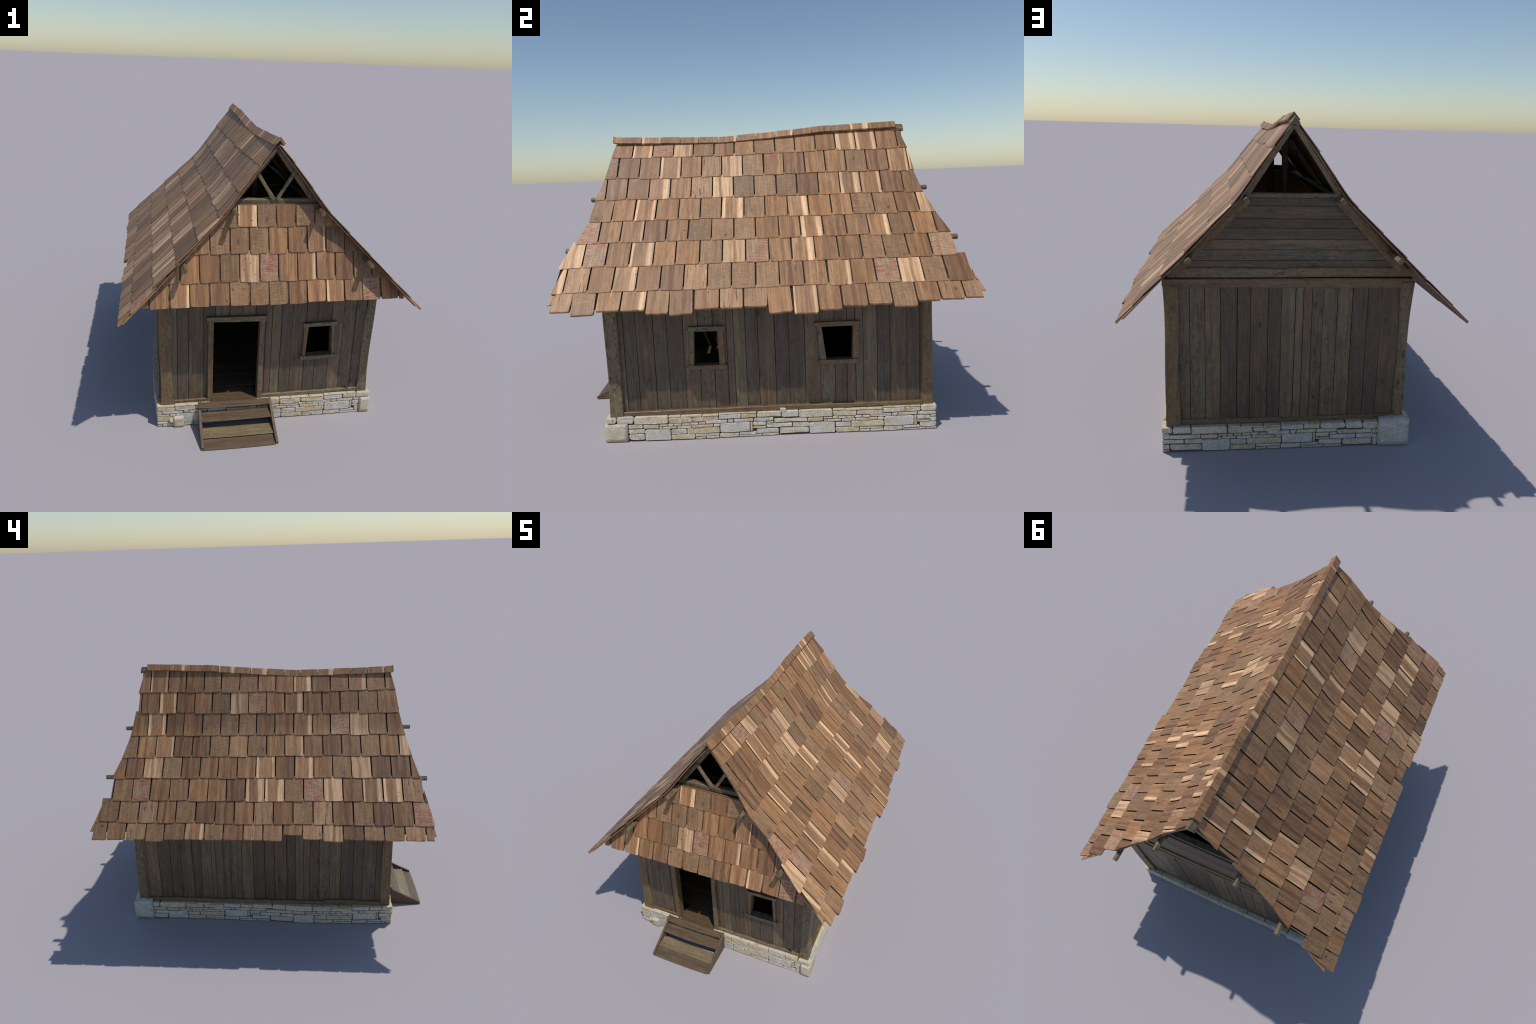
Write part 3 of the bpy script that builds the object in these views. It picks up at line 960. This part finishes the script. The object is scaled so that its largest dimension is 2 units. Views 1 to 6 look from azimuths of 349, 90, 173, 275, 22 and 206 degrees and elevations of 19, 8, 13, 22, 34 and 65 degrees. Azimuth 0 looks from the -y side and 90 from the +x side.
F, R = SIDES["front"], SIDES["right"]
opening("door_frame", F, ((-0.319, 0.578), (-0.020, 0.571), (-0.020, 0.600), (-0.319, 0.604)),
        (((-0.314, 0.122), (-0.287, 0.122), (-0.285, 0.579), (-0.312, 0.579)), ((-0.053, 0.118), (-0.024, 0.118), (-0.026, 0.574), (-0.050, 0.574))), None, (TIMBER, SILL, TIMBER))
opening("window_frame", F, ((0.178, 0.524), (0.354, 0.528), (0.356, 0.549), (0.176, 0.545)),
        (((0.180, 0.358), (0.197, 0.358), (0.206, 0.528), (0.183, 0.528)), ((0.338, 0.358), (0.353, 0.358), (0.347, 0.530), (0.330, 0.530))),
        ((0.171, 0.336), (0.361, 0.342), (0.361, 0.360), (0.171, 0.357)), (TIMBER, SILL, TIMBER, TIMBER))
opening("window_frame", R, ((-0.359, 0.527), (-0.186, 0.526), (-0.186, 0.549), (-0.359, 0.551)),
        (((-0.357, 0.358), (-0.340, 0.358), (-0.333, 0.529), (-0.355, 0.529)), ((-0.218, 0.358), (-0.190, 0.358), (-0.193, 0.529), (-0.222, 0.529))),
        ((-0.364, 0.342), (-0.180, 0.339), (-0.180, 0.360), (-0.364, 0.361)), (TIMBER, TIMBER, SILL, SILL), out=-0.002)
opening("window_frame", R, ((0.240, 0.526), (0.460, 0.526), (0.460, 0.549), (0.240, 0.549)),
        (((0.268, 0.360), (0.297, 0.360), (0.276, 0.528), (0.255, 0.528)), ((0.421, 0.360), (0.452, 0.360), (0.455, 0.528), (0.428, 0.528))),
        ((0.261, 0.342), (0.452, 0.340), (0.452, 0.362), (0.261, 0.363)), (SILL, TIMBER, SILL, SILL), out=-0.002)

# floor boards inside, running across
floor_bm = bmesh.new()
sheet_box(floor_bm, (-0.54, -0.74, 0.098), (0.54, 0.78, 0.104))
floor = put("floor", to_mesh(floor_bm, "floor"), cabin, None, LINING)
y = -0.772
while y < 0.76:
    wd = rng.uniform(0.10, 0.15)
    bar("floor_board", floor, (-0.285 if y < -0.73 else -0.53, y + wd / 2, 0.1165), (-0.053 if y < -0.73 else 0.53, y + wd / 2, 0.1165), wd - 0.001, 0.013, (0, 0, 1), STEP_DARK, segs=4, wobble=0.0004, chamfer=0.0015)
    y += wd

# ------------------------------------------------------------------ stone footing
core = bmesh.new()
for lo, hi in (((-0.562, -0.763, 0.0), (0.560, -0.690, 0.112)), ((-0.562, 0.740, 0.0), (0.556, 0.816, 0.112)),
               ((-0.566, -0.690, 0.0), (-0.490, 0.740, 0.112)), ((0.490, -0.690, 0.0), (0.558, 0.740, 0.112))):
    sheet_box(core, lo, hi)
footing = put("foundation", to_mesh(core, "foundation"), cabin, None, MORTAR)


# the old mason's pattern, repeating every 0.796 m: start, end, bottom, top, stone colour
PERIOD = 0.796
COURSES = [
    (0.065, 0.148, 0.087, 0.122, "g"), (0.148, 0.313, 0.082, 0.1205, "c"), (0.313, 0.373, 0.112, 0.120, "c"), (0.313, 0.429, 0.082, 0.112, "t"), (0.373, 0.476, 0.110, 0.119, "c"),
    (0.429, 0.557, 0.085, 0.110, "t"), (0.476, 0.557, 0.110, 0.1185, "t"), (0.557, 0.664, 0.091, 0.116, "g"), (0.557, 0.690, 0.116, 0.121, "c"), (0.664, 0.740, 0.092, 0.116, "t"), (0.690, 0.741, 0.116, 0.121, "t"), (0.740, 0.861, 0.091, 0.120, "c"),
    (0.026, 0.190, 0.061, 0.083, "c"), (0.190, 0.268, 0.059, 0.081, "t"), (0.268, 0.285, 0.056, 0.069, "t"), (0.285, 0.354, 0.056, 0.069, "t"), (0.268, 0.312, 0.070, 0.081, "c"),
    (0.312, 0.339, 0.070, 0.082, "c"), (0.339, 0.377, 0.070, 0.082, "g"), (0.377, 0.417, 0.070, 0.082, "c"), (0.417, 0.457, 0.071, 0.084, "g"), (0.457, 0.493, 0.071, 0.084, "c"),
    (0.493, 0.599, 0.072, 0.090, "g"), (0.599, 0.629, 0.074, 0.091, "t"), (0.629, 0.725, 0.073, 0.091, "c"), (0.725, 0.822, 0.073, 0.091, "g"), (0.354, 0.424, 0.054, 0.070, "c"),
    (0.424, 0.530, 0.056, 0.071, "t"), (0.530, 0.562, 0.056, 0.072, "c"), (0.720, 0.786, 0.049, 0.072, "g"), (0.786, 0.912, 0.037, 0.060, "g"), (0.786, 0.822, 0.061, 0.072, "c"),
    (0.117, 0.200, 0.036, 0.060, "g"), (0.210, 0.322, 0.0545, 0.0585, "t"), (0.324, 0.401, 0.027, 0.054, "g"), (0.401, 0.560, 0.025, 0.056, "t"), (0.561, 0.707, 0.023, 0.073, "b"), (0.707, 0.720, 0.023, 0.073, "t"),
    (0.720, 0.786, 0.037, 0.048, "t"), (0.053, 0.196, 0.004, 0.036, "c"), (0.197, 0.324, 0.000, 0.056, "b"), (0.324, 0.441, 0.000, 0.027, "t"), (0.441, 0.557, 0.012, 0.025, "g"),
    (0.441, 0.493, 0.000, 0.012, "t"), (0.493, 0.557, 0.000, 0.012, "c"), (0.557, 0.653, 0.000, 0.022, "c"), (0.653, 0.735, 0.009, 0.022, "g"), (0.653, 0.763, 0.000, 0.009, "g"),
    (0.735, 0.847, 0.010, 0.036, "g"), (0.763, 0.847, 0.000, 0.010, "t"),
]


def stone(pt, a, b, z0, z1, n, proud, r, deep=0.03, joint=0.0014, mat=None, chamfer=0.0028):
    """One roughly squared stone on a wall face; pt(s) gives the face line."""
    j = lambda k=0.0030: r.uniform(-k, k) * min(1.0, (z1 - z0) / 0.03)
    a, b, za, zb = a + joint, b - joint, z0 + joint, z1 - joint
    if z0 < 0.002:
        za = 0.0
    k = min(0.009, (zb - za) * 0.32, (b - a) * 0.25)
    loop = [(a + k * r.random(), za), ((a + b) / 2 + j(), za + abs(j())), (b - k * r.random(), za), (b + j(0.001), za + k * r.uniform(0.3, 1.2)), (b + j(0.001), zb - k * r.uniform(0.3, 1.2)),
            (b - k * r.random(), zb), ((a + b) / 2 + j(), zb + j(0.001)), (a + k * r.random(), zb), (a + j(0.001), zb - k * r.uniform(0.3, 1.2)), (a + j(0.001), za + k * r.uniform(0.3, 1.2))]
    pts = [pt(s) + V((0, 0, z)) + n * (proud + r.uniform(-0.001, 0.001)) for s, z in loop]
    return prism("stone", footing, pts, deep, n, mat or r.choice(list(STONES.values())), chamfer=min(chamfer, (zb - za) * 0.2))


# the footing line on each side: (along, outward offset) so that the faces bow like the old wall does
FACES = {
    "front": (V((1, 0, 0)), V((0, -1, 0)), [(-0.574, 0.771), (-0.44, 0.778), (0.05, 0.773), (0.30, 0.776), (0.574, 0.773)], (-0.574, 0.574)),
    "right": (V((0, 1, 0)), V((1, 0, 0)), [(-0.776, 0.570), (-0.36, 0.575), (0.0, 0.566), (0.32, 0.566), (0.57, 0.569), (0.822, 0.566)], (-0.768, 0.820)),
    "back": (V((1, 0, 0)), V((0, 1, 0)), [(-0.574, 0.827), (-0.2, 0.826), (0.1, 0.827), (0.566, 0.822)], (-0.560, 0.566)),
    "left": (V((0, 1, 0)), V((-1, 0, 0)), [(-0.771, 0.571), (-0.47, 0.588), (-0.23, 0.589), (0.0, 0.577), (0.48, 0.569), (0.83, 0.576)], (-0.766, 0.815)),
}
# where the pattern starts on each side, and which way it runs
PATTERN_START = {"front": (0.243, 1), "right": (0.790, 1), "back": (0.584, -1), "left": (0.029, -1)}
for name, (d, n, line, (s0, s1)) in FACES.items():
    r = random.Random(hash_key(name))
    pt = lambda s, d=d, n=n, line=line: d * s + n * lerp_table(line, s)
    off, way = PATTERN_START[name]
    for turn in range(-3, 4):
        for a, b, z0, z1, hue in COURSES:
            a, b = a + turn * PERIOD, b + turn * PERIOD
            a, b = (a - off, b - off) if way > 0 else (off - b, off - a)
            a, b = max(a, s0), min(b, s1)
            if b - a < 0.010:
                continue
            # the big corner blocks and the odd stone at the front interrupt the courses
            if name == "front" and z0 < 0.080:
                b = min(b, 0.519)
            if name == "right" and z0 < 0.080:
                a = max(a, -0.672)
            if name == "back":
                a = max(a, -0.433)
            if name == "left":
                b = min(b, 0.721)
            if b - a < 0.006 or (name == "front" and a > -0.515 and b < -0.435 and z0 < 0.045):
                continue
            stone(pt, a, b, z0, z1, n, r.uniform(-0.0012, 0.0012), r, mat=STONES[hue])


def block(lo, hi, mat, seed, rough=0.004):
    """A large dressed corner block with worn edges."""
    bm = bmesh.new()
    sheet_box(bm, lo, hi)
    bmesh.ops.bevel(bm, geom=bm.edges[:], offset=0.0028, segments=2, affect="EDGES")
    bmesh.ops.subdivide_edges(bm, edges=[e for e in bm.edges if e.calc_length() > 0.02], cuts=5, use_grid_fill=True)
    for v in bm.verts:
        k = noise.noise(v.co * 28 + V((seed, 0, 0))) * rough
        v.co += V((k, k, k if v.co.z > hi[2] - 0.02 else 0))
        v.co.z = max(0.0, v.co.z)
    c = (V(lo) + V(hi)) / 2
    bm.transform(Matrix.Translation(-c))
    put("corner_stone", to_mesh(bm, "corner_stone", smooth=True), footing, Matrix.Translation(c), mat)


block((0.520, -0.782, 0.0), (0.575, -0.674, 0.088), STONES["c"], 3, rough=0.0025)
block((-0.579, 0.722, 0.0), (-0.433, 0.840, 0.136), STONES["b"], 8, rough=0.008)
block((-0.490, -0.790, 0.0), (-0.437, -0.765, 0.059), STONES["c"], 5, rough=0.002)
block((-0.511, -0.788, 0.022), (-0.480, -0.765, 0.047), STONES["c"], 6, rough=0.002)
r = random.Random(5)
stone(lambda s: V((0.567, s, 0)), 0.063, 0.095, 0.112, 0.134, V((1, 0, 0)), 0.001, r, mat=STONES["g"])

# ------------------------------------------------------------------ stair
XL, XR = -0.364, 0.022
foot_y, top_y, top_z = -0.985, -0.766, 0.126


def stringer(x, nm, parent):
    loop = [V((x, foot_y, 0.0)), V((x, foot_y - 0.002, 0.012)), V((x, -0.895, 0.056)), V((x, top_y, top_z)), V((x, top_y, 0.0))]
    return prism(nm, parent, loop, 0.013, (-1, 0, 0), STEP_PALE if parent is None else STEP_DARK, chamfer=0.0012, up=(0, 0.82, 0.57))


stairs = stringer(XL, "stairs", cabin)
stringer(XR - 0.0135, "stringer", stairs)
TREADS = [((-0.991, 0.001), (-0.930, 0.018), STEP_DARK), ((-0.933, 0.028), (-0.863, 0.036), STEP_PALE), ((-0.858, 0.073), (-0.797, 0.083), STEP_DARK), ((-0.806, 0.118), (-0.770, 0.125), STEP_DARK)]
for (ya, za), (yb, zb), mat in TREADS:
    bm = bmesh.new()
    secs = []
    nseg = 8
    x0, x1 = XL + 0.0005, XR - 0.0135
    bow = rng.uniform(-0.003, 0.006)
    for i in range(nseg + 1):
        t = i / nseg
        x = x0 + (x1 - x0) * t
        k = bow * math.sin(math.pi * t)
        f, b = V((x, ya - k, za)), V((x, yb, zb))
        low = V((0, 0.002, -0.0055))
        secs.append([f + V((0, 0.002, 0.0)), b, b + low, f + low, f + V((0, 0, -0.003))])
    if za < 0.01:
        for s in secs:
            for p in s:
                p.z = max(0.0005, p.z)
    m = frame((x0, ya, za), (1, 0, 0), (0, -0.3, 1))
    inv = m.inverted()
    loft_sections(bm, [[inv @ p for p in s] for s in secs])
    put("tread", to_mesh(bm, "tread"), stairs, m, mat)
